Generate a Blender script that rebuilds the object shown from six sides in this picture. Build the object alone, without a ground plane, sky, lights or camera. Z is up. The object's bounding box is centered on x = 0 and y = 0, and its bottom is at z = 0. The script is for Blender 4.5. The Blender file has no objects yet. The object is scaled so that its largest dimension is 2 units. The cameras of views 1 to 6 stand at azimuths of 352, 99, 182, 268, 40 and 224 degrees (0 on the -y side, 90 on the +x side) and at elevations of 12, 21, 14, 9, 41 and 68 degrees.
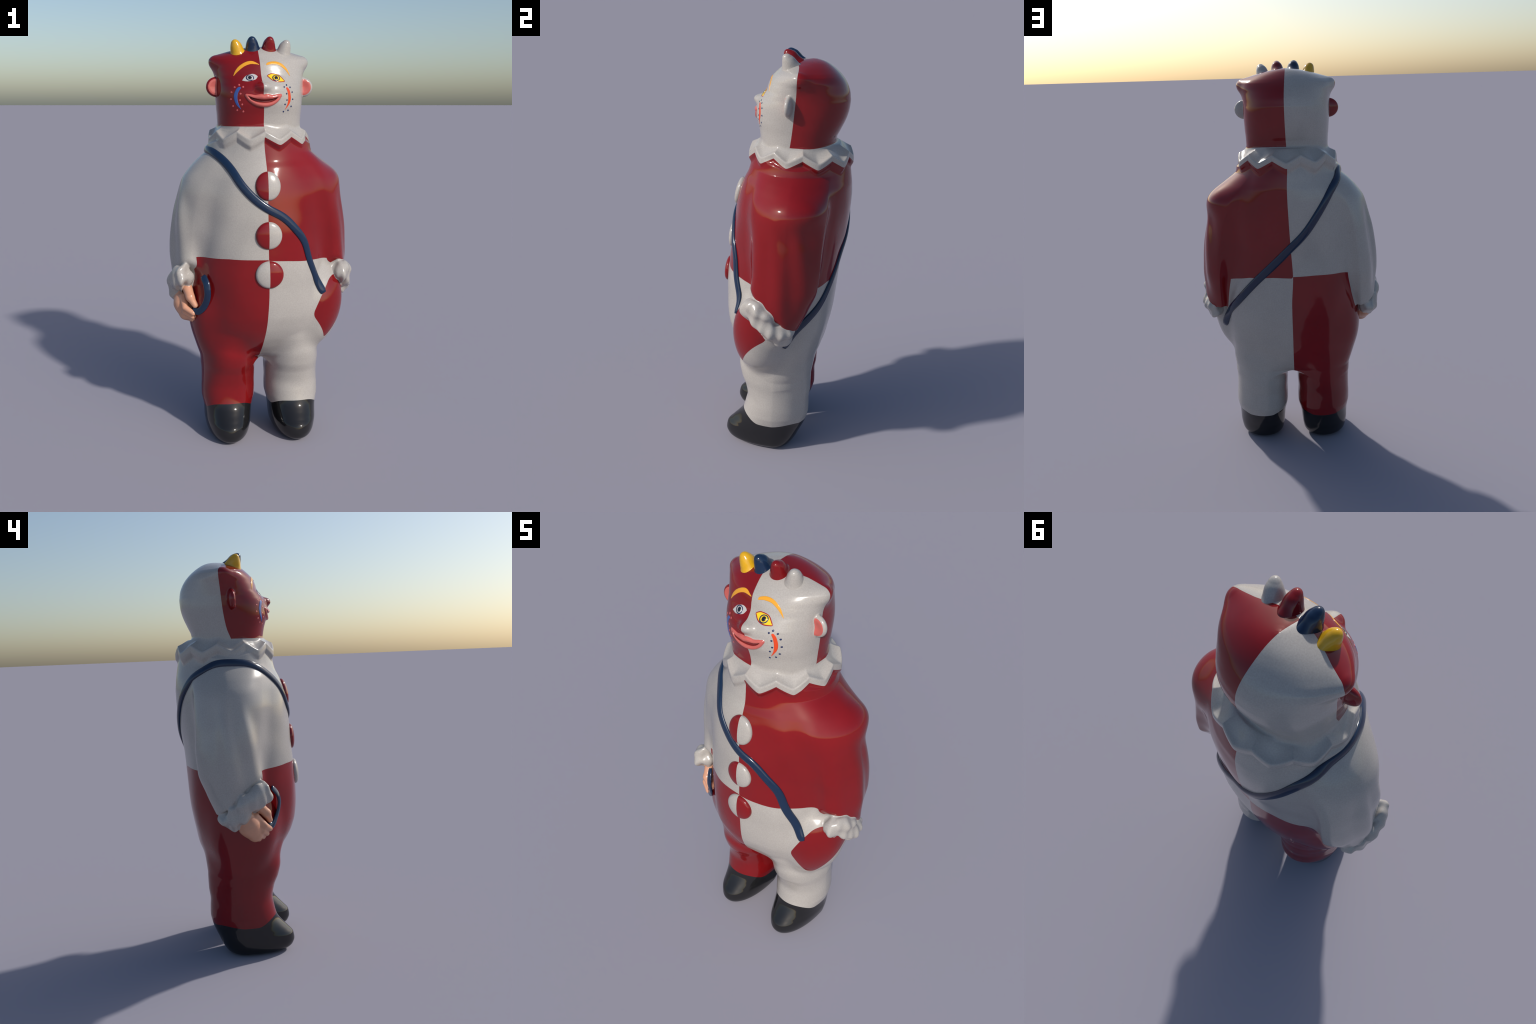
# Glazed ceramic clown figurine, quartered in red and white.
# The body is one implicit surface (lofts, ellipsoids, capsules joined by smooth unions),
# meshed with surface nets, then divided into anatomical parts along smooth border fields.
import bpy, math, random
import numpy as np
from mathutils import Vector
from mathutils.bvhtree import BVHTree

F32 = np.float32
rng = random.Random(7)

# ------------------------------------------------------------------ helpers: curves and fields
def curve(keys):
    """monotone-limited cubic through (z, value) keys, tabulated for speed"""
    k = np.array(sorted(tuple(q) for q in keys), float)
    x, y = k[:, 0], k[:, 1]
    h = np.diff(x); d = np.diff(y) / h
    m = np.zeros_like(y)
    for i in range(1, len(x) - 1):
        if d[i-1] * d[i] > 0:
            w1, w2 = 2*h[i] + h[i-1], h[i] + 2*h[i-1]
            m[i] = (w1 + w2) / (w1/d[i-1] + w2/d[i])
    m[0], m[-1] = d[0], d[-1]
    t = np.linspace(x[0], x[-1], 1200)
    i = np.clip(np.searchsorted(x, t) - 1, 0, len(h) - 1)
    s = (t - x[i]) / h[i]
    v = ((2*s**3 - 3*s**2 + 1)*y[i] + (s**3 - 2*s**2 + s)*h[i]*m[i]
         + (-2*s**3 + 3*s**2)*y[i+1] + (s**3 - s**2)*h[i]*m[i+1])
    return lambda z: np.interp(z, t, v).astype(F32)

def smin(a, b, k):
    h = np.maximum(k - np.abs(a - b), 0) / k
    return np.minimum(a, b) - h*h*k*0.25

def smax(a, b, k):
    return -smin(-a, -b, k)

def sstep(x, a, b):
    t = np.clip((x - a) / (b - a), 0, 1)
    return t*t*(3 - 2*t)

def gauss(x, c, w):
    return np.exp(-((x - c) / w)**2)

class Loft:
    """stack of superellipse sections along z: rows (z, centre x, half width, front y, back y)"""
    def __init__(self, rows, y0, n_front, n_back, lean=0.0):
        self.lean = lean
        r = np.array(rows, float)
        self.cx, self.a, self.yf, self.yb = [curve(r[:, [0, i]]) for i in (1, 2, 3, 4)]
        self.y0 = curve(y0) if isinstance(y0, list) else (lambda z, c=y0: np.full_like(z, c))
        self.nf, self.nb = [curve(n) if isinstance(n, list) else (lambda z, c=n: np.full_like(z, c)) for n in (n_front, n_back)]
        self.lo, self.hi = r[:, 0].min(), r[:, 0].max()
    def __call__(self, x, y, z):
        zc = np.clip(z, self.lo, self.hi)
        y0 = self.y0(zc)
        dy = y - y0
        dx = np.abs(x - self.cx(zc) + self.lean*np.clip(dy, 0, .2))
        back = dy > 0
        b = np.where(back, self.yb(zc) - y0, y0 - self.yf(zc))
        n = np.where(back, self.nb(zc), self.nf(zc))
        a = np.maximum(self.a(zc), 1e-3); b = np.maximum(b, 1e-3)
        q = ((dx/a)**n + (np.abs(dy)/b)**n)**(1/n) + 1e-6
        l = np.sqrt(dx*dx + dy*dy) + 1e-6
        f = np.maximum(l*(1 - 1/q), -np.minimum(a, b))
        over = np.maximum(z - self.hi, self.lo - z)
        return np.where(over > 0, np.maximum(f, over), np.maximum(f, over)).astype(F32)

def ellipsoid(x, y, z, c, r):
    px, py, pz = (x - c[0])/r[0], (y - c[1])/r[1], (z - c[2])/r[2]
    k0 = np.sqrt(px*px + py*py + pz*pz) + 1e-6
    k1 = np.sqrt((px/r[0])**2 + (py/r[1])**2 + (pz/r[2])**2) + 1e-6
    return k0*(k0 - 1)/k1

def cone(x, y, z, a, b, ra, rb):
    """capsule whose radius runs from ra to rb"""
    ax, ay, az = a
    dx, dy, dz = b[0]-ax, b[1]-ay, b[2]-az
    t = np.clip(((x-ax)*dx + (y-ay)*dy + (z-az)*dz) / (dx*dx+dy*dy+dz*dz), 0, 1)
    return np.sqrt((x-ax-t*dx)**2 + (y-ay-t*dy)**2 + (z-az-t*dz)**2) - (ra + (rb-ra)*t)

def chain(x, y, z, pts, radii, k=0.0):
    f = None
    for i in range(len(pts) - 1):
        g = cone(x, y, z, pts[i], pts[i+1], radii[i], radii[i+1])
        f = g if f is None else (smin(f, g, k) if k else np.minimum(f, g))
    return f

def banded(fn, x, y, z, lo, hi, far=1.0):
    """evaluate fn only for points with z in [lo, hi]"""
    out = np.full(x.shape, far, F32)
    m = (z > lo) & (z < hi)
    if m.any():
        out[m] = fn(x[m], y[m], z[m])
    return out

# ------------------------------------------------------------------ the body's sections
HEAD = Loft([  # z, centre x, half width, front y, back y
    (1.42, 0, .190, -.130, .200), (1.55, 0, .203, -.146, .210), (1.59, 0, .205, -.148, .211),
    (1.62, 0, .206, -.152, .216), (1.64, 0, .207, -.156, .225), (1.66, 0, .209, -.162, .234), (1.69, 0, .211, -.171, .247),
    (1.72, 0, .213, -.174, .257), (1.745, 0, .214, -.173, .262), (1.765, 0, .214, -.168, .264), (1.785, 0, .214, -.156, .265),
    (1.80, 0, .215, -.144, .263), (1.82, 0, .217, -.128, .260), (1.85, 0, .222, -.119, .249), (1.875, 0, .228, -.109, .234),
    (1.893, 0, .226, -.094, .219), (1.908, 0, .210, -.079, .204), (1.92, 0, .185, -.066, .190), (1.938, 0, .138, -.042, .165),
    (1.952, 0, .087, -.010, .140), (1.960, 0, .04, .040, .116), (1.964, 0, .004, .080, .092)],
    [(1.42, .04), (1.9, .04), (1.94, .06), (1.964, .086)],
    [(1.42, 2.2), (1.66, 2.25), (1.72, 2.15), (1.78, 2.1), (1.82, 2.2), (1.88, 1.95), (1.964, 2.0)], [(1.42, 2.5), (1.6, 2.4), (1.75, 2.2), (1.88, 1.95), (1.964, 2.0)])

TORSO = Loft([
    (.415, 0, .262, -.060, .150), (.435, 0, .280, -.105, .168), (.47, 0, .295, -.150, .186),
    (.51, 0, .306, -.192, .203), (.56, 0, .318, -.230, .222), (.62, 0, .326, -.262, .236),
    (.68, 0, .332, -.281, .249), (.76, 0, .336, -.289, .261), (.85, 0, .336, -.291, .268),
    (.96, 0, .335, -.283, .271), (1.05, 0, .335, -.275, .278), (1.15, 0, .335, -.266, .293),
    (1.25, 0, .335, -.256, .303), (1.33, 0, .318, -.243, .305), (1.39, 0, .292, -.221, .303),
    (1.43, 0, .266, -.202, .297), (1.47, 0, .243, -.192, .290), (1.53, 0, .225, -.18, .27),
    (1.56, 0, .21, -.16, .25)],
    .03, [(.415, 2.2), (.6, 2.1), (.9, 2.0), (1.2, 1.95), (1.56, 2.0)], [(.415, 2.4), (.6, 2.2), (.9, 2.15), (1.05, 2.1), (1.25, 2.0), (1.56, 2.0)])

def arm_rows(s):
    return [(.66, s*.372, .072, -.20, .085), (.72, s*.372, .074, -.17, .106), (.78, s*.368, .078, -.15, .130),
            (.86, s*.362, .086, -.122, .166), (.96, s*.357, .095, -.105, .204), (1.05, s*.352, .097, -.094, .208),
            (1.15, s*.339, .097, -.090, .200), (1.25, s*.315, .097, -.088, .192), (1.32, s*.290, .098, -.090, .182),
            (1.38, s*.250, .090, -.080, .168), (1.42, s*.215, .080, -.07, .15), (1.46, s*.18, .05, -.05, .13)]
ARM_L = Loft([(r[0], r[1]*.988, r[2], r[3] + .012*(r[0] > .9), r[4]) for r in arm_rows(-1)], .045, 1.7, 1.5)
ARM_R = Loft(arm_rows(1), .045, 1.75, 1.5)

def leg_rows(s):
    rows = [(0.0, s*.172, .078, -.190, .082), (.010, s*.172, .096, -.217, .102), (.03, s*.172, .111, -.238, .116),
            (.055, s*.172, .117, -.246, .130), (.085, s*.172, .121, -.241, .143), (.115, s*.171, .123, -.216, .157),
            (.145, s*.170, .126, -.188, .169), (.175, s*.169, .133, -.165, .177), (.20, s*.168, .138, -.155, .181),
            (.24, s*.167, .139, -.147, .180), (.28, s*.166, .138, -.142, .178), (.34, s*.164, .139, -.153, .184),
            (.40, s*.164, .142, -.177, .184), (.46, s*.165, .138, -.188, .180), (.53, s*.16, .120, -.182, .155), (.60, s*.15, .08, -.14, .11), (.66, s*.14, .03, -.06, .05)]
    # one shoe stands a little closer to the middle than the other
    return [(r[0], r[1] - (.004*max(0, 1 - r[0]/.2) if s > 0 else 0),) + r[2:] for r in rows]
LEG_L = Loft(leg_rows(-1), .01, 2.05, 2.0, -.09)
LEG_R = Loft(leg_rows(1), .01, 2.05, 2.0, .09)

# ruff: eleven downward points round the neck
RUFF_C, RUFF_N = .048, 11
def ruff_wave(x, y):
    """0 at a point of the ruff, 1 in the notch between two points"""
    t = np.arctan2(x, -(y - RUFF_C)) / (2*np.pi) * RUFF_N
    w = np.abs(t - np.floor(t) - F32(.5)) * 2         # 1 at whole numbers (notch at front), 0 at halves
    return np.sqrt(w*w + .01) * .98
def ruff_edge(x, y):
    return 1.522 + .040*ruff_wave(x, y)               # the crest of the white lip
def ruff_field(x, y, z):
    r = np.sqrt(x*x + (y - RUFF_C)**2)
    w = ruff_wave(x, y)
    crest = ruff_edge(x, y)
    R = .254 - .012*w + .008*gauss(np.abs(np.arctan2(x, -(y - RUFF_C))), 2.2, .5)
    under = sstep(crest - z, .026, .075)
    wall = r - (R - .024*under)
    t = np.clip((r - .185) / (R - .185), 0, 1)
    trough = (.008*(1 - w) + .002)*np.sin(np.pi*np.clip(t*1.02, 0, 1)**1.6)
    top = z - (1.588 + (crest - 1.588)*t**1.15 - trough)
    f = smax(wall, top*.8, .007)
    return smax(f, 1.38 - z, .02)

PLANE = (-.65, -.76)                                    # direction the forearms point (y, z)
def sleeve_plane(y, z):
    return PLANE[0]*y + PLANE[1]*z + .642

def cuff_field(s):
    """gathered ruffle round the wrist: a flat oval ring of lumps and dents"""
    c = (s*.401, -.024, .797)
    p1, p2, p3 = (.4, 1.1, 2.0) if s < 0 else (1.7, .2, .6)
    def fn(x, y, z):
        a = (y - c[1])*-.76 + (z - c[2])*.65             # along the oval
        b = (x - c[0])*s                                 # outward
        d = (y - c[1])*-.65 + (z - c[2])*-.76            # along the forearm
        t = np.arctan2(b/.062, a/.146)
        wave = .007*np.sin(3*t + p1) + .005*np.sin(7*t + p2)
        e = b + .25*a
        lump = (np.sin(62*a + 30*b + p1)*np.cos(58*d + 20*a + p2) + .7*np.sin(50*e - 66*d + 18*a + p3) + .55*np.sin(105*a + 55*d + p2)*np.cos(70*b + p1))
        lump = .0062*lump
        q = np.sqrt((a/.143)**2 + (b/.067)**2) + 1e-5
        l = np.sqrt(a*a + b*b)
        ring = l*(1 - 1/q) - lump*np.clip(l/.05, 0, 1)
        slab = np.abs(d + .006 - wave) - (.050 + .5*lump)
        return smax(np.maximum(ring, -.06), slab, .05)
    return fn
CUFF_L, CUFF_R = cuff_field(-1), cuff_field(1)

def hand_field(x, y, z):
    palm = chain(x, y, z, [(-.388, .0, .765), (-.386, -.036, .702), (-.380, -.060, .660)], [.050, .052, .038], .02)
    f = palm
    knuckle = [(-.388, -.108, .700), (-.388, -.093, .676), (-.384, -.076, .655), (-.377, -.058, .640)]
    tip = [(-.350, -.132, .676), (-.352, -.116, .654), (-.355, -.098, .640), (-.357, -.078, .630)]
    for k, t in zip(knuckle, tip):
        g = chain(x, y, z, [(-.392, k[1]+.045, k[2]+.045), k, t], [.022, .0165, .013])
        f = smin(f, g, .007)
    thumb = chain(x, y, z, [(-.372, -.085, .790), (-.362, -.118, .755), (-.340, -.134, .716)], [.026, .021, .0135], .01)
    return smin(f, thumb, .012)

def pocket_field(x, y, z):
    """hand pushed into the trouser pocket"""
    f = ellipsoid(x - .12*(z - .70), y, z, (.266, -.056, .680), (.149, .148, .225))
    return smin(f, cone(x, y, z, (.375, -.01, .80), (.345, .01, .70), .060, .055), .03)

def hip_field(x, y, z):
    """hip that fills out under the other hand"""
    return ellipsoid(x, y, z, (-.250, -.008, .655), (.112, .150, .210))

NOSE_C = (-.005, -.163, 1.764)
def fine(P, m=22):
    P = np.array(P, float)
    t = np.linspace(0, len(P)-1, m); i = np.clip(t.astype(int), 0, len(P)-2); q = (t-i)[:, None]
    g = lambda j: P[np.clip(j, 0, len(P)-1)]
    a, b, c, d = g(i-1), g(i), g(i+1), g(i+2)
    return .5*(2*b + (c-a)*q + (2*a-5*b+4*c-d)*q**2 + (3*b-a-3*c+d)*q**3)
# lips: x, z, radius and how far each stands out of the face
def face_y(x, z):
    z = np.array([z], F32)
    n = HEAD.nf(z); y0 = HEAD.y0(z); b = y0 - HEAD.yf(z)
    return float((y0 - b*(1 - (abs(x)/HEAD.a(z))**n)**(1/n))[0])
def lip(rows):
    return fine([(x, face_y(x, z) + r - out, z, r) for x, z, r, out in rows], 26)
UPPER_LIP = lip([(-.084, 1.7262, .0065, .006), (-.066, 1.7225, .0082, .008), (-.045, 1.7185, .0085, .009), (-.020, 1.7195, .0115, .012), (-.006, 1.7180, .0108, .013), (.011, 1.7208, .0120, .012), (.036, 1.7185, .0088, .009), (.057, 1.7225, .0082, .008), (.075, 1.7272, .0065, .006)])
LOWER_LIP = lip([(-.084, 1.7255, .0065, .006), (-.070, 1.7080, .0070, .007), (-.050, 1.6945, .0080, .008), (-.028, 1.6865, .0092, .009), (-.005, 1.6835, .0098, .010), (.020, 1.6855, .0094, .009), (.042, 1.6935, .0082, .008), (.061, 1.7075, .0072, .007), (.075, 1.7265, .0065, .006)])
OPEN_TOP = curve([(-.081, 1.7260), (-.045, 1.7128), (-.006, 1.7068), (.031, 1.7100), (.066, 1.7215)])
OPEN_LOW = curve([(-.081, 1.7250), (-.060, 1.7050), (-.030, 1.6950), (0, 1.6925), (.024, 1.6950), (.048, 1.7045), (.066, 1.7205)])
def mouth_opening(x, z):
    """below zero inside the opening between the lips"""
    return np.maximum(np.maximum(z - OPEN_TOP(x), OPEN_LOW(x) - z), np.maximum(x - .066, -.081 - x)).astype(F32)

def lip_field(x, y, z):
    out = np.full(x.shape, F32(.05))
    m = (z > 1.65) & (z < 1.76) & (y < -.10) & (np.abs(x) < .12)
    if m.any():
        a = [chain(x[m], y[m], z[m], [tuple(p[:3]) for p in Lp], [p[3] for p in Lp]) for Lp in (UPPER_LIP, LOWER_LIP)]
        out[m] = np.minimum(np.minimum(*a), .05)
    return out

def ear_field(s):
    def fn(x, y, z):
        xs = x*s
        f = ellipsoid(xs, y + (xs - .21)*.12, z, (.210, .004, 1.768), (.052, .022, .048))
        dish = ellipsoid(xs, y + (xs - .21)*.12, z, (.220, -.028, 1.768), (.031, .020, .033))
        return smax(f, -dish, .012)
    return fn
EAR_L, EAR_R = ear_field(-1), ear_field(1)

def head_field(x, y, z):
    f = HEAD(x, y, z)
    for s in (-1, 1):                                   # pillow-like upper corners
        f = smin(f, cone(x, y, z, (s*.15, .042, 1.880), (s*.213, .042, 1.892), .034, .020), .06)
    nose = ellipsoid(x, y, z, NOSE_C, (.036, .030, .022))
    f = smin(f, nose, .020)
    f = smin(f, lip_field(x, y, z), .005)
    m = (z > 1.65) & (z < 1.76) & (y < -.12)
    f[m] += .005*sstep(-mouth_opening(x[m], z[m]), -.001, .005)
    return f

def drape_noise(x, y, z):
    """shallow irregular relief of the cloth, drawn out downwards"""
    return (np.sin(17*x + 4*z + 1.0)*np.sin(14*y + 3*z) + .55*np.sin(33*x - 7*z + .6)*np.sin(27*y + 5*z + 2.0)
            + .35*np.sin(9*x + 21*z)*np.sin(11*y - 13*z + .5))

def sleeve_folds(s):
    """long soft pleats that run down a sleeve"""
    def fn(x, y, z):
        t = np.arctan2(y - .045, x*s - .33)
        run = sstep(z, .78, .95)*(1 - sstep(z, 1.18, 1.34))
        return (.0060 if s < 0 else .0040)*run*np.sin(6*t + 2.2*np.sin(4.2*z + s) + 1.3*s)
    return fn
FOLD_L, FOLD_R = sleeve_folds(-1), sleeve_folds(1)

def torso_field(x, y, z):
    return TORSO(x, y, z)

def parts(x, y, z):
    """separate fields of the parts (used both to build the surface and to divide it)"""
    P = {}
    P['head'] = banded(head_field, x, y, z, 1.45, 2.1)
    P['ear_l'] = banded(EAR_L, x, y, z, 1.66, 1.9)
    P['ear_r'] = banded(EAR_R, x, y, z, 1.66, 1.9)
    P['ruff'] = banded(ruff_field, x, y, z, 1.34, 1.68)
    P['torso'] = banded(torso_field, x, y, z, .30, 1.66)
    def arm(L):
        fold = FOLD_L if L is ARM_L else FOLD_R
        return lambda x, y, z: smax(L(x, y, z) + fold(x, y, z), sleeve_plane(y, z), .02)
    P['arm_l'] = banded(arm(ARM_L), x, y, z, .60, 1.56)
    P['arm_r'] = banded(arm(ARM_R), x, y, z, .60, 1.56)
    P['cuff_l'] = banded(CUFF_L, x, y, z, .60, 1.02)
    P['cuff_r'] = banded(CUFF_R, x, y, z, .60, 1.02)
    P['hand'] = banded(hand_field, x, y, z, .52, .92)
    P['pocket'] = banded(pocket_field, x, y, z, .40, .95)
    P['hip'] = banded(hip_field, x, y, z, .38, .95)
    P['leg_l'] = banded(LEG_L, x, y, z, -.1, .70)
    P['leg_r'] = banded(LEG_R, x, y, z, -.1, .70)
    return P

def body(x, y, z, P=None):
    P = P or parts(x, y, z)
    legs = smin(P['leg_l'], P['leg_r'], .012)
    f = smin(P['torso'], legs, .06)
    f = smin(smin(f, P['pocket'], .035), P['hip'], .07)
    f = smin(f, banded(lambda x, y, z: ellipsoid(x, y, z, (.292, .085, 1.318), (.105, .105, .062)), x, y, z, 1.15, 1.5), .05)
    k = .024 + .030*sstep(z, .78, .90) + .050*sstep(z, .86, 1.10) + .015*sstep(-y, -.03, .08)
    f = smin(f, P['arm_l'], k)
    f = smin(f, P['arm_r'], k)
    f = f + .0028*drape_noise(x, y, z)*sstep(z, .20, .30)*(1 - sstep(z, 1.34, 1.44))
    f = smin(f, P['ruff'], .010)
    f = smin(f, P['hand'], .006)
    f = smin(f, P['cuff_l'], .008)
    f = smin(f, P['cuff_r'], .008)
    f = smin(f, P['head'], .016)
    f = smin(f, P['ear_l'], .008)
    f = smin(f, P['ear_r'], .008)
    return f

# ------------------------------------------------------------------ surface nets
def surface_nets(fn, lo, hi, h, stride=4):
    n = np.ceil((np.array(hi) - lo) / h / stride).astype(int)*stride + 1
    ax = [(lo[i] + h*np.arange(n[i])).astype(F32) for i in range(3)]
    cax = [a[::stride] for a in ax]
    X, Y, Z = np.meshgrid(*cax, indexing='ij')
    C = fn(X.ravel(), Y.ravel(), Z.ravel()).reshape(X.shape)
    band = np.abs(C) < h*stride*2.6
    full = np.where(C < 0, F32(-1), F32(1))
    up = lambda A: np.repeat(np.repeat(np.repeat(A[:-1, :-1, :-1], stride, 0), stride, 1), stride, 2)
    near = np.zeros_like(band)
    near |= band
    for a in range(3):                                   # a block is live if any of its corners is
        s = np.roll(near, -1, a); near = near | s
    live, G = up(near), up(full)
    ix = np.nonzero(live)
    G[ix] = fn(ax[0][ix[0]], ax[1][ix[1]], ax[2][ix[2]])
    ins = G < 0
    m = np.array(G.shape) - 1
    cnt = np.zeros(m, np.int8)
    corners = [(i, j, k) for i in (0, 1) for j in (0, 1) for k in (0, 1)]
    sl = lambda A, c: A[c[0]:c[0]+m[0], c[1]:c[1]+m[1], c[2]:c[2]+m[2]]
    for c in corners:
        cnt += sl(ins, c)
    act = np.nonzero((cnt > 0) & (cnt < 8))
    ids = np.full(m, -1, np.int32)
    ids[act] = np.arange(len(act[0]))
    acc = np.zeros((len(act[0]), 3)); num = np.zeros(len(act[0]))
    val = {c: G[act[0]+c[0], act[1]+c[1], act[2]+c[2]] for c in corners}
    for c in corners:
        for a in range(3):
            if c[a] == 0:
                d = list(c); d[a] = 1; d = tuple(d)
                v0, v1 = val[c], val[d]
                x = (v0 < 0) != (v1 < 0)
                t = v0[x] / (v0[x] - v1[x])
                p = np.tile(np.array(c, float), (x.sum(), 1)); p[:, a] += t
                acc[x] += p; num[x] += 1
    V = (acc / num[:, None] + np.stack(act, 1))*h + np.array(lo)
    quads = []
    for a in range(3):
        b, c = (a+1) % 3, (a+2) % 3
        s0 = [slice(1, m[i]) for i in range(3)]; s1 = list(s0)
        s0[a] = slice(0, m[a]); s1[a] = slice(1, m[a]+1)
        A, B = ins[tuple(s0)], ins[tuple(s1)]
        for flip, mask in ((False, A & ~B), (True, ~A & B)):
            p = np.stack(np.nonzero(mask), 1)
            p[:, b] += 1; p[:, c] += 1
            q = []
            for db, dc in ((0, 0), (1, 0), (1, 1), (0, 1)):
                r = p.copy(); r[:, b] -= 1 - db; r[:, c] -= 1 - dc
                q.append(ids[r[:, 0], r[:, 1], r[:, 2]])
            q = np.stack(q, 1)
            quads.append(q[:, ::-1] if flip else q)
    Q = np.concatenate(quads)
    Q = Q[(Q >= 0).all(1)]
    T = np.concatenate([Q[:, [0, 1, 2]], Q[:, [0, 2, 3]]])
    return V, T

def gradient(fn, V, e=.0012):
    x, y, z = V.T.astype(F32)
    g = np.stack([fn(x+e, y, z) - fn(x-e, y, z), fn(x, y+e, z) - fn(x, y-e, z), fn(x, y, z+e) - fn(x, y, z-e)], 1) / (2*e)
    return g.astype(float)

def settle(fn, V, h, steps=2):
    """move the vertices on to the exact surface, return vertices and unit normals"""
    for _ in range(steps):
        g = gradient(fn, V)
        f = fn(*V.T.astype(F32)).astype(float)
        step = f / np.maximum((g*g).sum(1), .05)
        d = g*step[:, None]
        l = np.linalg.norm(d, axis=1)
        d *= (np.minimum(l, h*.7) / np.maximum(l, 1e-9))[:, None]
        V = V - d
    g = gradient(fn, V)
    return V, g / np.maximum(np.linalg.norm(g, axis=1), 1e-9)[:, None]

def weld_normals(V, T):
    n = np.cross(V[T[:, 1]] - V[T[:, 0]], V[T[:, 2]] - V[T[:, 0]])
    N = np.zeros_like(V)
    for i in range(3):
        np.add.at(N, T[:, i], n)
    return N / np.maximum(np.linalg.norm(N, axis=1), 1e-12)[:, None]

def cut(V, N, T, val):
    """split triangles along val = 0 so that no triangle crosses the border"""
    val = val.astype(float).copy()
    val[np.abs(val) < 2e-5] = 2e-5
    s = val > 0
    tri = s[T]
    c = tri.sum(1)
    keep = T[(c == 0) | (c == 3)]
    X = T[(c == 1) | (c == 2)]
    if not len(X):
        return V, N, T
    sx = s[X]
    lone = np.where(sx.sum(1) == 1, sx.argmax(1), (~sx).argmax(1))
    r = np.arange(len(X))
    a, b, d = X[r, lone], X[r, (lone+1) % 3], X[r, (lone+2) % 3]
    E = np.concatenate([np.stack([a, b], 1), np.stack([a, d], 1)])
    Es = np.sort(E, 1)
    U, inv = np.unique(Es, axis=0, return_inverse=True)
    inv = inv.ravel()
    t = val[U[:, 0]] / (val[U[:, 0]] - val[U[:, 1]])
    nv = V[U[:, 0]] + (V[U[:, 1]] - V[U[:, 0]])*t[:, None]
    nn = N[U[:, 0]] + (N[U[:, 1]] - N[U[:, 0]])*t[:, None]
    nn /= np.maximum(np.linalg.norm(nn, axis=1), 1e-9)[:, None]
    base = len(V)
    p, q = base + inv[:len(X)], base + inv[len(X):]
    new = np.concatenate([np.stack([a, p, q], 1), np.stack([p, b, d], 1), np.stack([p, d, q], 1)])
    return np.concatenate([V, nv]), np.concatenate([N, nn]), np.concatenate([keep, new])

# ------------------------------------------------------------------ materials
def material(name, color, rough=.16, grain=.0, grain_scale=60, mottle=.0, mottle_scale=5, coat=.0, spec=.5, bump=0.0):
    m = bpy.data.materials.new(name)
    m.use_nodes = True
    nt = m.node_tree
    bsdf = nt.nodes['Principled BSDF']
    bsdf.inputs['Roughness'].default_value = rough
    bsdf.inputs['Specular IOR Level'].default_value = spec
    bsdf.inputs['Coat Weight'].default_value = coat
    bsdf.inputs['Coat Roughness'].default_value = .05
    co = nt.nodes.new('ShaderNodeTexCoord')
    col = None
    def scaled(scale, amount, detail, prev):
        noise = nt.nodes.new('ShaderNodeTexNoise')
        noise.inputs['Scale'].default_value = scale
        noise.inputs['Detail'].default_value = detail
        nt.links.new(co.outputs['Object'], noise.inputs['Vector'])
        ramp = nt.nodes.new('ShaderNodeMapRange')
        ramp.inputs['From Min'].default_value = .3
        ramp.inputs['From Max'].default_value = .7
        ramp.inputs['To Min'].default_value = 1 - amount
        ramp.inputs['To Max'].default_value = 1 + amount
        nt.links.new(noise.outputs['Fac'], ramp.inputs['Value'])
        mul = nt.nodes.new('ShaderNodeVectorMath'); mul.operation = 'SCALE'
        if prev is None:
            mul.inputs[0].default_value = color
        else:
            nt.links.new(prev, mul.inputs[0])
        nt.links.new(ramp.outputs['Result'], mul.inputs['Scale'])
        return mul.outputs['Vector'], noise
    col, n1 = scaled(grain_scale, grain, 3, None)
    if mottle:
        col, _ = scaled(mottle_scale, mottle, 2, col)
    nt.links.new(col, bsdf.inputs['Base Color'])
    if bump:
        b = nt.nodes.new('ShaderNodeBump')
        b.inputs['Strength'].default_value = bump
        b.inputs['Distance'].default_value = .002
        nt.links.new(n1.outputs['Fac'], b.inputs['Height'])
        nt.links.new(b.outputs['Normal'], bsdf.inputs['Normal'])
    return m

WHITE = material('white_glaze', (.38, .355, .33), .2, .07, 200, .03, 9)
RED = material('red_glaze', (.182, .0055, .007), .08, .02, 150, .12, 4)
BLACK = material('black_glaze', (.012, .012, .013), .10)
NAVY = material('navy_glaze', (.008, .022, .056), .14, .05, 80)
SKIN = material('flesh_glaze', (.60, .30, .19), .25, .02, 120)
PINK = material('pink_glaze', (.50, .11, .095), .18, .02, 120)
MOUTH = material('mouth_red_glaze', (.16, .018, .018), .2)
YELLOW = material('yellow_glaze', (.60, .33, .012), .15, .03, 90)
AMBER = material('amber_paint', (.72, .32, .022), .2)
LEMON = material('lemon_paint', (.80, .53, .015), .2)
SKY = material('blue_paint', (.045, .10, .34), .2)
ORANGE = material('orange_paint', (.64, .06, .013), .2)
DARKRED = material('dark_red_paint', (.30, .012, .018), .2)
INK = material('ink_paint', (.010, .011, .018), .2)
NAVYP = material('navy_paint', (.014, .025, .085), .2)
PALE = material('pale_paint', (.46, .44, .43), .2)
ROSE = material('rose_paint', (.55, .10, .10), .2)

# ------------------------------------------------------------------ objects
ROOT = bpy.data.objects.new('clown_figurine', None)
bpy.context.collection.objects.link(ROOT)
ROOT['label'] = 'glossy ceramic clown quartered in red and white'
ROOT['category'] = 'clown figurine'

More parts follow.
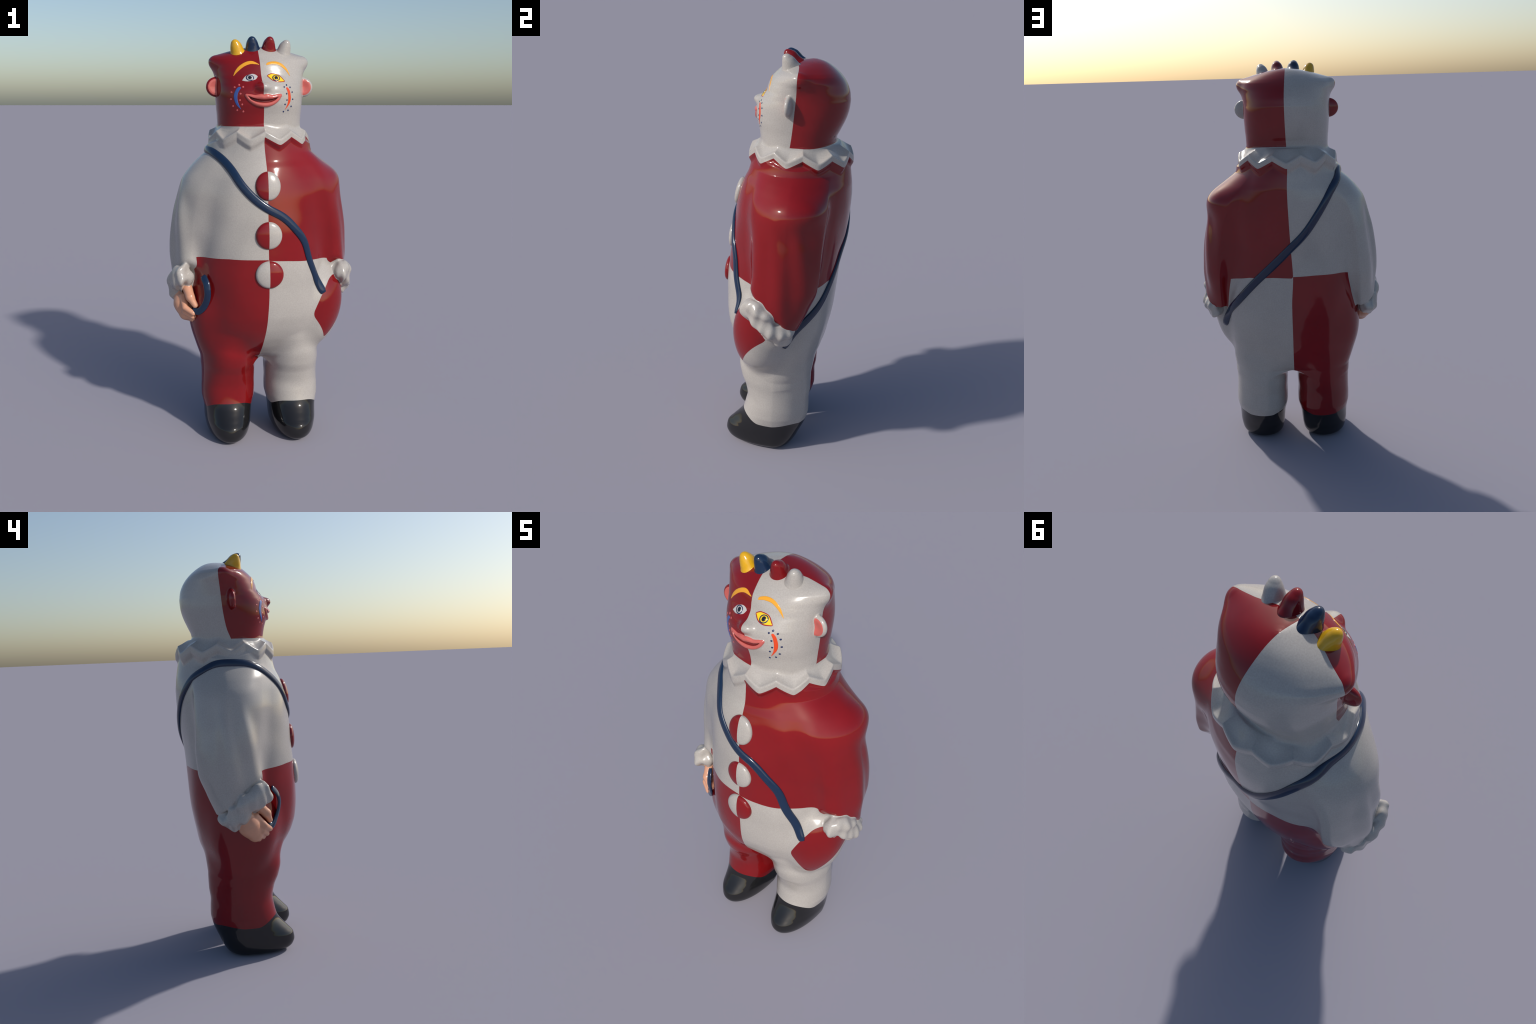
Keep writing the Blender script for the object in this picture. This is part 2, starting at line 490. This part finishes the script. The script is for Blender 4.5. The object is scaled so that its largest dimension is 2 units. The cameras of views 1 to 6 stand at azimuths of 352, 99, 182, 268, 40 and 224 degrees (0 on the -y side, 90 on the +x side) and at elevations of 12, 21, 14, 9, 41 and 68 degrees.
def add(name, V, F, mats, fmat=None, N=None, parent=ROOT):
    me = bpy.data.meshes.new(name)
    V = np.asarray(V, float)
    if isinstance(F, np.ndarray):
        me.vertices.add(len(V)); me.vertices.foreach_set('co', V.ravel())
        me.loops.add(F.size); me.loops.foreach_set('vertex_index', F.ravel().astype(np.int32))
        me.polygons.add(len(F))
        me.polygons.foreach_set('loop_start', (np.arange(len(F))*F.shape[1]).astype(np.int32))
        me.update(calc_edges=True)
    else:
        me.from_pydata(V.tolist(), [], F)
    for m in mats:
        me.materials.append(m)
    if fmat is not None:
        me.polygons.foreach_set('material_index', np.asarray(fmat, np.int32))
    me.polygons.foreach_set('use_smooth', np.ones(len(me.polygons), bool))
    if N is not None:
        me.normals_split_custom_set_from_vertices(N.tolist())
    me.update()
    o = bpy.data.objects.new(name, me)
    bpy.context.collection.objects.link(o)
    o.parent = parent
    return o

def add_region(name, V, N, T, mats, fmat, parent=ROOT):
    used, inv = np.unique(T, return_inverse=True)
    return add(name, V[used], inv.reshape(T.shape), mats, fmat, N[used], parent)

# ------------------------------------------------------------------ build the body surface
H = .004
V, T = surface_nets(body, np.array([-.53, -.35, -.014]), np.array([.53, .35, 2.01]), H)
V, N = settle(body, V, H)
V[:, 2] = np.maximum(V[:, 2], 0)
N = .5*N + .5*weld_normals(V, T)
N /= np.linalg.norm(N, axis=1)[:, None]

# border lines of the painted quarters
seam_front = curve([(0, -.01), (.40, -.018), (.5, -.012), (.67, .002), (.81, .007), (1.0, .005), (1.2, .004), (1.386, .003), (1.52, -.004), (1.585, -.001), (1.62, -.001), (1.77, -.008), (1.92, -.015), (2.02, -.015)])
seam_back = curve([(0, -.012), (.6, -.011), (.8, -.010), (.96, -.018), (1.08, -.012), (1.24, -.004), (1.4, .001), (1.52, -.003), (1.64, .003), (1.81, .006), (1.94, .001), (2.02, -.004)])
def seam(x, y, z):
    t = sstep(y, -.06, .10)
    return x - (seam_front(z)*(1-t) + seam_back(z)*t)
head_side_l = curve([(1.5, -.01), (1.58, .013), (1.634, .033), (1.723, .048), (1.816, .056), (1.897, .062), (1.93, .042), (1.955, .004), (2.0, -.01)])
head_side_r = curve([(1.5, .0), (1.592, .017), (1.671, .025), (1.743, .030), (1.855, .036), (1.912, .038), (1.935, .032), (1.955, .004), (2.0, -.01)])
def head_side(x, y, z):
    return y - np.where(x < 0, head_side_l(z), head_side_r(z))
def neck_line(x, y, z):
    return z - (1.583 + .012*sstep(y, .1, .22))
def ruff_line(x, y, z):
    return z - (ruff_edge(x, y) - .027)
def waist(x, y, z):
    front = np.interp(x, [-.36, -.335, -.18, 0, .0101, .1, .184, .25, .31, .40], [.925, .953, .965, .965, .961, .955, .946, .940, .933, .92])
    back = np.interp(x, [-.36, -.282, -.123, -.02, -.0101, .08, .2, .307, .36], [.945, .955, .961, .960, .952, .955, .948, .925, .91])
    t = sstep(y, -.1, .1)
    return z - (front*(1-t) + back*t)
def shoe_line(x, y, z):
    base = .155 + .040*sstep(-y, .06, .16) + .006*sstep(y, .05, .18)
    return z - (base + .30*np.maximum(np.abs(np.abs(x) - .168) - .06, 0)*sstep(y, .0, .15))
def pocket_mark(x, y, z):
    s = x*.8 + y*.6
    pts = [(.178, .845), (.104, .762), (.064, .668), (.160, .524), (.328, .715), (.315, .86)]
    f = None
    for i in range(len(pts)):
        (ax, az), (bx, bz) = pts[i], pts[(i+1) % len(pts)]
        dx, dz = bx-ax, bz-az
        l = math.hypot(dx, dz)
        g = ((s-ax)*(-dz) + (z-az)*dx)/l*(-1)
        f = g if f is None else smax(f, g, .022)
    return np.where(y > .04, 1.0, f)
def near_only(field, mask, far=1.0):
    return np.where(mask, field, far)

def fields(V):
    x, y, z = V.T.astype(F32)
    P = parts(x, y, z)
    base = smin(smin(smin(P['torso'], smin(P['leg_l'], P['leg_r'], .012), .06), P['pocket'], .035), P['hip'], .07)
    L = {}
    L['neck'] = neck_line(x, y, z)
    L['ruff'] = ruff_line(x, y, z)
    L['seam'] = near_only(seam(x, y, z), np.abs(x) < .2)
    L['seam'] = np.where(np.abs(x) < .2, L['seam'], np.sign(x))
    L['side'] = near_only(head_side(x, y, z), z > 1.52)
    L['waist'] = waist(x, y, z)
    for s in 'lr':
        L['arm_'+s] = near_only(P['arm_'+s] - base, (z < 1.47) & (P['arm_'+s] < .05))
        others = np.minimum(np.minimum(base, P['arm_'+s]), P['hand'] if s == 'l' else 1.0)
        L['cuff_'+s] = near_only(P['cuff_'+s] - others - .001, P['cuff_'+s] < .03)
        L['ear_'+s] = near_only(P['ear_'+s] - P['head'], P['ear_'+s] < .03)
    L['hand'] = near_only(P['hand'] - np.minimum(base, P['cuff_l']) - .0005, P['hand'] < .03)
    L['shoe'] = near_only(shoe_line(x, y, z), z < .35)
    L['pocket'] = near_only(pocket_mark(x, y, z), (x > .1) & (z < .95) & (z > .45))
    hl = HEAD(x, y, z)
    lip = lip_field(x, y, z)
    L['lip'] = near_only(lip - .0012, (z > 1.64) & (z < 1.77) & (y < -.1))
    L['mouth'] = near_only(mouth_opening(x, z), (z > 1.64) & (z < 1.77) & (y < -.1))
    for s, sx in (('l', -1), ('r', 1)):
        L['earpink_'+s] = near_only(np.maximum(np.sqrt(((x*sx - .214)/.038)**2 + ((z - 1.768)/.038)**2) - 1, (y + (x*sx - .21)*.12 - .002)*20),
                                    (np.abs(x*sx - .22) < .08) & (np.abs(z - 1.768) < .08) & (L['ear_'+s] < .01))
    return L

ORDER = ['neck', 'ruff', 'seam', 'side', 'waist', 'arm_l', 'arm_r', 'cuff_l', 'cuff_r', 'hand', 'shoe', 'pocket', 'lip', 'mouth', 'ear_l', 'ear_r', 'earpink_l', 'earpink_r']
for name in ORDER:
    V, N, T = cut(V, N, T, fields(V)[name])
Cn = V[T].mean(1)
L = fields(Cn)
neg = {k: v < 0 for k, v in L.items()}
label = np.full(len(T), '', dtype='U16')
red = np.zeros(len(T), np.int32)
above = ~neg['neck']
left = neg['seam']
head = above.copy()
label[head] = 'head'
red[head] = (left ^ ~neg['side'])[head]                # front quarter of one side, back quarter of the other
ruff = ~above & ~neg['ruff']
label[ruff] = 'ruff'
rest = ~above & neg['ruff']
trousers = rest & neg['waist']
label[rest & ~trousers] = 'torso'; red[rest & ~trousers] = (~left)[rest & ~trousers]
label[trousers & left] = 'leg_l'; red[trousers & left] = 1
label[trousers & ~left] = 'leg_r'
pk = trousers & neg['pocket']
label[pk] = 'pocket'; red[pk] = 1
for s in 'lr':
    m = rest & neg['arm_'+s]
    label[m] = 'arm_'+s; red[m] = 0 if s == 'l' else 1
m = rest & neg['hand']; label[m] = 'hand'
for s in 'lr':
    m = rest & neg['cuff_'+s]; label[m] = 'cuff_'+s; red[m] = 0
m = rest & neg['shoe']; 
label[m & left] = 'shoe_l'; label[m & ~left] = 'shoe_r'
for s in 'lr':
    m = head & neg['ear_'+s]; label[m] = 'ear_'+s; red[m] = 1 if s == 'l' else 0
    red[m & neg['earpink_'+s]] = 2
m = head & neg['lip']; label[m] = 'lips'
m = head & neg['mouth'] & (Cn[:, 1] < -.1); label[m] = 'mouth'

PARTS = [('head', 'head', [WHITE, RED]), ('ruff', 'ruff', [WHITE]), ('torso', 'torso', [WHITE, RED]),
         ('leg_l', 'leg', [WHITE, RED]), ('leg_r', 'leg', [WHITE, RED]), ('pocket', 'pocket', [WHITE, RED]),
         ('arm_l', 'arm', [WHITE, RED]), ('arm_r', 'arm', [WHITE, RED]), ('cuff_l', 'cuff', [WHITE]), ('cuff_r', 'cuff', [WHITE]),
         ('hand', 'hand', [SKIN]), ('shoe_l', 'shoe', [BLACK]), ('shoe_r', 'shoe', [BLACK]),
         ('mouth', 'mouth', [MOUTH]), ('lips', 'lips', [PINK]), ('ear_l', 'ear', [WHITE, RED, PINK]), ('ear_r', 'ear', [WHITE, RED, PINK])]
OBJ = {}
for key, name, mats in PARTS:
    m = label == key
    if m.any():
        fm = red[m] if len(mats) > 1 else None
        OBJ[key] = add_region(name, V, N, T[m], mats, fm)

BVH = BVHTree.FromPolygons(V.tolist(), T.tolist())
def onto(p, d):
    hit = BVH.ray_cast(Vector(p), Vector(d).normalized())
    return hit[0], hit[1]

# ------------------------------------------------------------------ small implicit pieces of their own
def small(name, fn, c, r, mats, h=.003, field=None):
    c = np.array(c)
    v, t = surface_nets(fn, c - r, c + r, h, 2)
    v, n = settle(fn, v, h)
    fm = None
    if field is not None:
        x = field(*v.T.astype(F32))
        v, n, t = cut(v, n, t, x)
        fm = (field(*v[t].mean(1).T.astype(F32)) > 0).astype(int)
    return add(name, v, t, mats, fm, n)

SPIKES = [(-.122, -.026, 1.986, -.106, YELLOW), (-.042, -.036, 2.0, -.036, NAVY), (.044, -.038, 2.0, .040, RED), (.125, -.032, 1.986, .110, WHITE)]
for tx, ty, tz, bx, mat in SPIKES:
    low = 1.918 if abs(tx) > .1 else 1.936
    def spike(x, y, z, tx=tx, ty=ty, tz=tz, bx=bx, low=low):
        f = cone(x, y, z, (bx, -.012, low), (tx, ty, tz - .014), .042, .014)
        f = smin(f, ellipsoid(x, y, z, ((bx+tx)/2, -.018, (low+tz)/2 - .004), (.0275, .0275, .032)), .012)
        b = cone(x, y, z, (bx*.97, .026, low + .008), (tx, ty + .006, tz - .020), .020, .014)
        return smin(f, b, .02)
    small('hair_spike', spike, (bx, -.005, 1.94), .085, [mat], .003)

# buttons: domes halved in red and white by the front seam
for bz, rz, rx, swap in ((1.312, .071, .062, 0), (1.080, .068, .065, 0), (.895, .068, .069, 1)):
    bx = float(seam_front(np.array([bz]))[0]) + .002
    p, n = onto((bx, -1, bz), (0, 1, 0))
    n = np.array(n); c = np.array(p) + n*(-.004 if bz > 1.2 else -.001)
    up = np.array([0, 0, 1.0]); up -= n*(up @ n); up /= np.linalg.norm(up); rt = np.cross(n, up)
    def dome(x, y, z, c=c, n=n, up=up, rt=rt, rx=rx, rz=rz):
        dx, dy, dz = x-c[0], y-c[1], z-c[2]
        a, b, d = dx*rt[0]+dy*rt[1]+dz*rt[2], dx*up[0]+dy*up[1]+dz*up[2], dx*n[0]+dy*n[1]+dz*n[2]
        q = np.sqrt((a/rx)**2 + (b/rz)**2)
        e = ellipsoid(a, b, np.where(d < 0, d*.3, d), (0, 0, 0), (rx*1.03, rz*1.03, .022))
        return smax(e, (q-1)*.06, .012)
    small('button', dome, c, .085, [WHITE, RED] if swap else [RED, WHITE], .003,
          lambda x, y, z: seam(x, y, z) - .001)

# ------------------------------------------------------------------ strap and handle: swept over the surface
def tube(name, C, Nn, width, height, mat, sides=16, taper=True):
    C = np.array(C); Nn = np.array(Nn)
    tg = np.gradient(C, axis=0); tg /= np.linalg.norm(tg, axis=1)[:, None]
    Nn = Nn - tg*(Nn*tg).sum(1)[:, None]; Nn /= np.linalg.norm(Nn, axis=1)[:, None]
    B = np.cross(tg, Nn)
    m = len(C)
    ang = 2*np.pi*np.arange(sides)/sides
    ca, sa = np.cos(ang), np.sin(ang)
    ca = np.sign(ca)*np.abs(ca)**.8; sa = np.sign(sa)*np.abs(sa)**.9
    end = np.ones(m)
    if taper:
        k = 3
        e = np.sqrt(1 - (1 - np.arange(1, k+1)/(k+.3))**2)
        end[:k] = e; end[-k:] = e[::-1]
    Vt = C[:, None] + (B[:, None]*ca[None, :, None]*width/2 + Nn[:, None]*sa[None, :, None]*height)*end[:, None, None]
    F = []
    for i in range(m-1):
        for j in range(sides):
            F.append((i*sides+j, i*sides+(j+1) % sides, (i+1)*sides+(j+1) % sides, (i+1)*sides+j))
    F.append(tuple(range(sides))[::-1]); F.append(tuple((m-1)*sides + j for j in range(sides)))
    F = [f[::-1] for f in F]
    return add(name, Vt.reshape(-1, 3), F, [mat])

def smooth_path(P, step=.012):
    P = np.array(P, float)
    t = np.linspace(0, len(P)-1, 400); i = np.clip(t.astype(int), 0, len(P)-2); s = (t-i)[:, None]
    g = lambda j: P[np.clip(j, 0, len(P)-1)]
    a, b, c, d = g(i-1), g(i), g(i+1), g(i+2)
    Q = .5*(2*b + (c-a)*s + (2*a-5*b+4*c-d)*s**2 + (3*b-a-3*c+d)*s**3)
    l = np.concatenate([[0], np.cumsum(np.linalg.norm(np.diff(Q, axis=0), axis=1))])
    u = np.linspace(0, l[-1], int(l[-1]/step)+2)
    return np.stack([np.interp(u, l, Q[:, k]) for k in range(3)], 1)

front = [onto((x, -1, z), (0, 1, 0))[0] for x, z in [(.294, .772), (.275, .806), (.249, .862), (.2146, .9435), (.188, 1.037), (.149, 1.092), (.080, 1.164), (.008, 1.202), (-.059, 1.251), (-.118, 1.316), (-.155, 1.378), (-.192, 1.424)]]
top = [(-.222, -.105, 1.450), (-.240, -.06, 1.462), (-.250, 0.0, 1.464), (-.252, .06, 1.466), (-.256, .12, 1.462), (-.254, .17, 1.44)]
back = [onto((x, 1, z), (0, -1, 0))[0] for x, z in [(-.216, 1.392), (-.157, 1.294), (-.08, 1.182), (-.01, 1.111), (.07, 1.028), (.171, .929), (.255, .830), (.320, .735)]]
last = [(.352, .058, .648)]
path = smooth_path([tuple(p) for p in front] + top + [tuple(p) for p in back] + last)
C, NN = [], []
for p in path:
    loc, nor, _, _ = BVH.find_nearest(Vector(p))
    C.append(np.array(loc)); NN.append(np.array(nor))
C, NN = np.array(C), np.array(NN)
for _ in range(8):
    C[1:-1] = (C[:-2] + 2*C[1:-1] + C[2:])/4; NN[1:-1] = (NN[:-2] + 2*NN[1:-1] + NN[2:])/4
NN /= np.linalg.norm(NN, axis=1)[:, None]
tube('shoulder_strap', C + NN*.001, NN, .040, .0105, NAVY)

hp = smooth_path([(-.300, -.150, .868), (-.286, -.176, .835), (-.281, -.186, .797), (-.284, -.180, .755), (-.299, -.165, .715), (-.325, -.148, .688), (-.352, -.125, .692)], .008)
hn = np.array([Vector((-.35, -1, .1)).normalized()]*len(hp))
tube('handle', hp, hn, .034, .0068, NAVY)

# ------------------------------------------------------------------ face paint: thin glaze patches draped on the head
def closed(P, m=8):
    P = np.array(P, float); k = len(P); out = []
    for i in range(k):
        a, b, c, d = P[i-1], P[i], P[(i+1) % k], P[(i+2) % k]
        for s in np.arange(m)/m:
            out.append(.5*(2*b + (c-a)*s + (2*a-5*b+4*c-d)*s**2 + (3*b-a-3*c+d)*s**3))
    return np.array(out)

def drape(name, outline, mat, lift=.0008, parent=None, rings=5, spine=None):
    """fill an outline in the x,z plane with rings toward its middle and press it on to the face"""
    O = np.array(outline, float)
    mid = O.mean(0) if spine is None else None
    verts, k = [], len(O)
    core = np.tile(mid, (k, 1)) if spine is None else np.array(spine)
    for r in range(rings+1):
        t = r/rings
        ringp = O*(1-t) + core*t
        for x, z in ringp:
            loc, nor = onto((x, -1, z), (0, 1, 0))
            verts.append(np.array(loc) + np.array(nor)*lift)
    skirt = []
    for x, z in O:
        loc, nor = onto((x, -1, z), (0, 1, 0))
        skirt.append(np.array(loc) - np.array(nor)*.001)
    F = []
    for r in range(rings):
        for j in range(k):
            F.append((r*k+j, r*k+(j+1) % k, (r+1)*k+(j+1) % k, (r+1)*k+j))
    b = (rings+1)*k
    for j in range(k):
        F.append((j, b+j, b+(j+1) % k, (j+1) % k))
    me_v = np.array(verts + skirt)
    # make the patch face outward (toward -y)
    p = me_v[list(F[0])]
    if np.cross(p[1]-p[0], p[2]-p[0])[1] > 0:
        F = [f[::-1] for f in F]
    return add(name, me_v, F, [mat], None, None, parent or OBJ['head'])

def crescent(pts_a, pts_b, m=40):
    """outline and spine of a brush stroke bounded by two edges running between the same ends"""
    def run(P):
        P = np.array(P, float)
        t = np.linspace(0, len(P)-1, m); i = np.clip(t.astype(int), 0, len(P)-2); s = (t-i)[:, None]
        g = lambda j: P[np.clip(j, 0, len(P)-1)]
        a, b, c, d = g(i-1), g(i), g(i+1), g(i+2)
        return .5*(2*b + (c-a)*s + (2*a-5*b+4*c-d)*s**2 + (3*b-a-3*c+d)*s**3)
    A, B = run(pts_a), run(pts_b)
    mid = (A+B)/2
    return np.concatenate([A, B[::-1]]), np.concatenate([mid, mid[::-1]])

def stroke(name, a, b, mat):
    o, s = crescent(a, b)
    return drape(name, o, mat, .0009, None, 3, s)

stroke('eyebrow', [(.0150, 1.8665), (.0207, 1.8768), (.0503, 1.8837), (.084, 1.8773), (.1127, 1.854), (.1305, 1.8185)],
       [(.0150, 1.8655), (.0255, 1.8675), (.0470, 1.8703), (.0775, 1.8656), (.1060, 1.8460), (.1293, 1.8180)], AMBER)
stroke('eyebrow', [(-.1388, 1.8160), (-.1292, 1.8401), (-.1087, 1.8636), (-.0755, 1.8817), (-.0473, 1.8836), (-.0185, 1.8690)],
       [(-.1378, 1.8160), (-.1180, 1.8362), (-.0899, 1.8582), (-.0620, 1.8695), (-.0400, 1.8698), (-.0190, 1.8672)], AMBER)
stroke('cheek_stripe', [(-.1125, 1.7655), (-.1210, 1.7630), (-.1309, 1.753), (-.140, 1.7284), (-.1383, 1.7061), (-.1275, 1.6814), (-.1075, 1.6620)],
       [(-.1125, 1.7650), (-.1090, 1.7600), (-.1150, 1.7510), (-.1235, 1.7330), (-.1250, 1.7100), (-.1200, 1.6890), (-.1080, 1.6625)], SKY)
stroke('cheek_stripe', [(.1080, 1.7645), (.1130, 1.7625), (.1231, 1.7488), (.1291, 1.7189), (.1237, 1.6914), (.1010, 1.6615)],
       [(.1080, 1.7640), (.1045, 1.7600), (.1115, 1.7440), (.1155, 1.7164), (.1118, 1.6870), (.1000, 1.6622)], ORANGE)
def dot(x, z, r, mat):
    t = 2*np.pi*np.arange(14)/14
    drape('cheek_dot', np.stack([x + r*np.cos(t), z + r*np.sin(t)*1.05], 1), mat, .0004, None, 2)
for i, (x, z) in enumerate([(-.1161, 1.7744), (-.0991, 1.7649), (-.1367, 1.764), (-.1508, 1.7411), (-.1117, 1.7338), (-.1538, 1.7091), (-.1144, 1.7042), (-.1441, 1.6772), (-.104, 1.6844), (-.1253, 1.6583), (-.0982, 1.6523)]):
    dot(x, z, .0044 if x > -.12 else .0040, ROSE)
for i, (x, z) in enumerate([(.1077, 1.7746), (.0949, 1.7654), (.1257, 1.7643), (.1366, 1.7424), (.1068, 1.7349), (.1401, 1.7094), (.1089, 1.7057), (.0994, 1.6856), (.1321, 1.6763), (.1166, 1.6582), (.0929, 1.6522)]):
    dot(x, z, .0039, NAVYP)

def ellipse(x, z, rx, rz, m=36):
    t = 2*np.pi*np.arange(m)/m
    return np.stack([x + rx*np.cos(t), z + rz*np.sin(t)], 1)
def eye(upper, lower, c, white, rim):
    o, s = crescent(upper, lower, 30)
    e = drape('eye', o, white, .0009, None, 4, s)
    if rim:
        tg = np.roll(o, -2, 0) - np.roll(o, 2, 0)
        nn = np.stack([tg[:, 1], -tg[:, 0]], 1); nn /= np.linalg.norm(nn, axis=1)[:, None]
        if ((o - o.mean(0))*nn).sum() < 0:
            nn = -nn
        rimo = o + nn*.0034
        drape('eye_outline', rimo, rim, .0005, e, 4, s)
    x, z = c
    drape('iris', ellipse(x, z, .0190, .0143), NAVYP, .0013, e, 3)
    drape('iris', ellipse(x, z, .0146, .0108), white, .0017, e, 3)
    drape('pupil', ellipse(x, z, .0086, .0080), INK, .0021, e, 2)
eye([(-.1010, 1.7945), (-.0838, 1.8148), (-.0558, 1.8248), (-.0380, 1.8215), (-.0280, 1.8134)],
    [(-.1005, 1.7940), (-.0860, 1.7905), (-.0711, 1.7908), (-.0405, 1.7991), (-.0285, 1.8125)], (-.0647, 1.8068), PALE, None)
eye([(.0200, 1.8168), (.0300, 1.8225), (.0430, 1.8250), (.0724, 1.8188), (.0975, 1.7930)],
    [(.0200, 1.8160), (.0365, 1.8010), (.0520, 1.7940), (.0701, 1.7905), (.0975, 1.7920)], (.0591, 1.8065), LEMON, DARKRED)
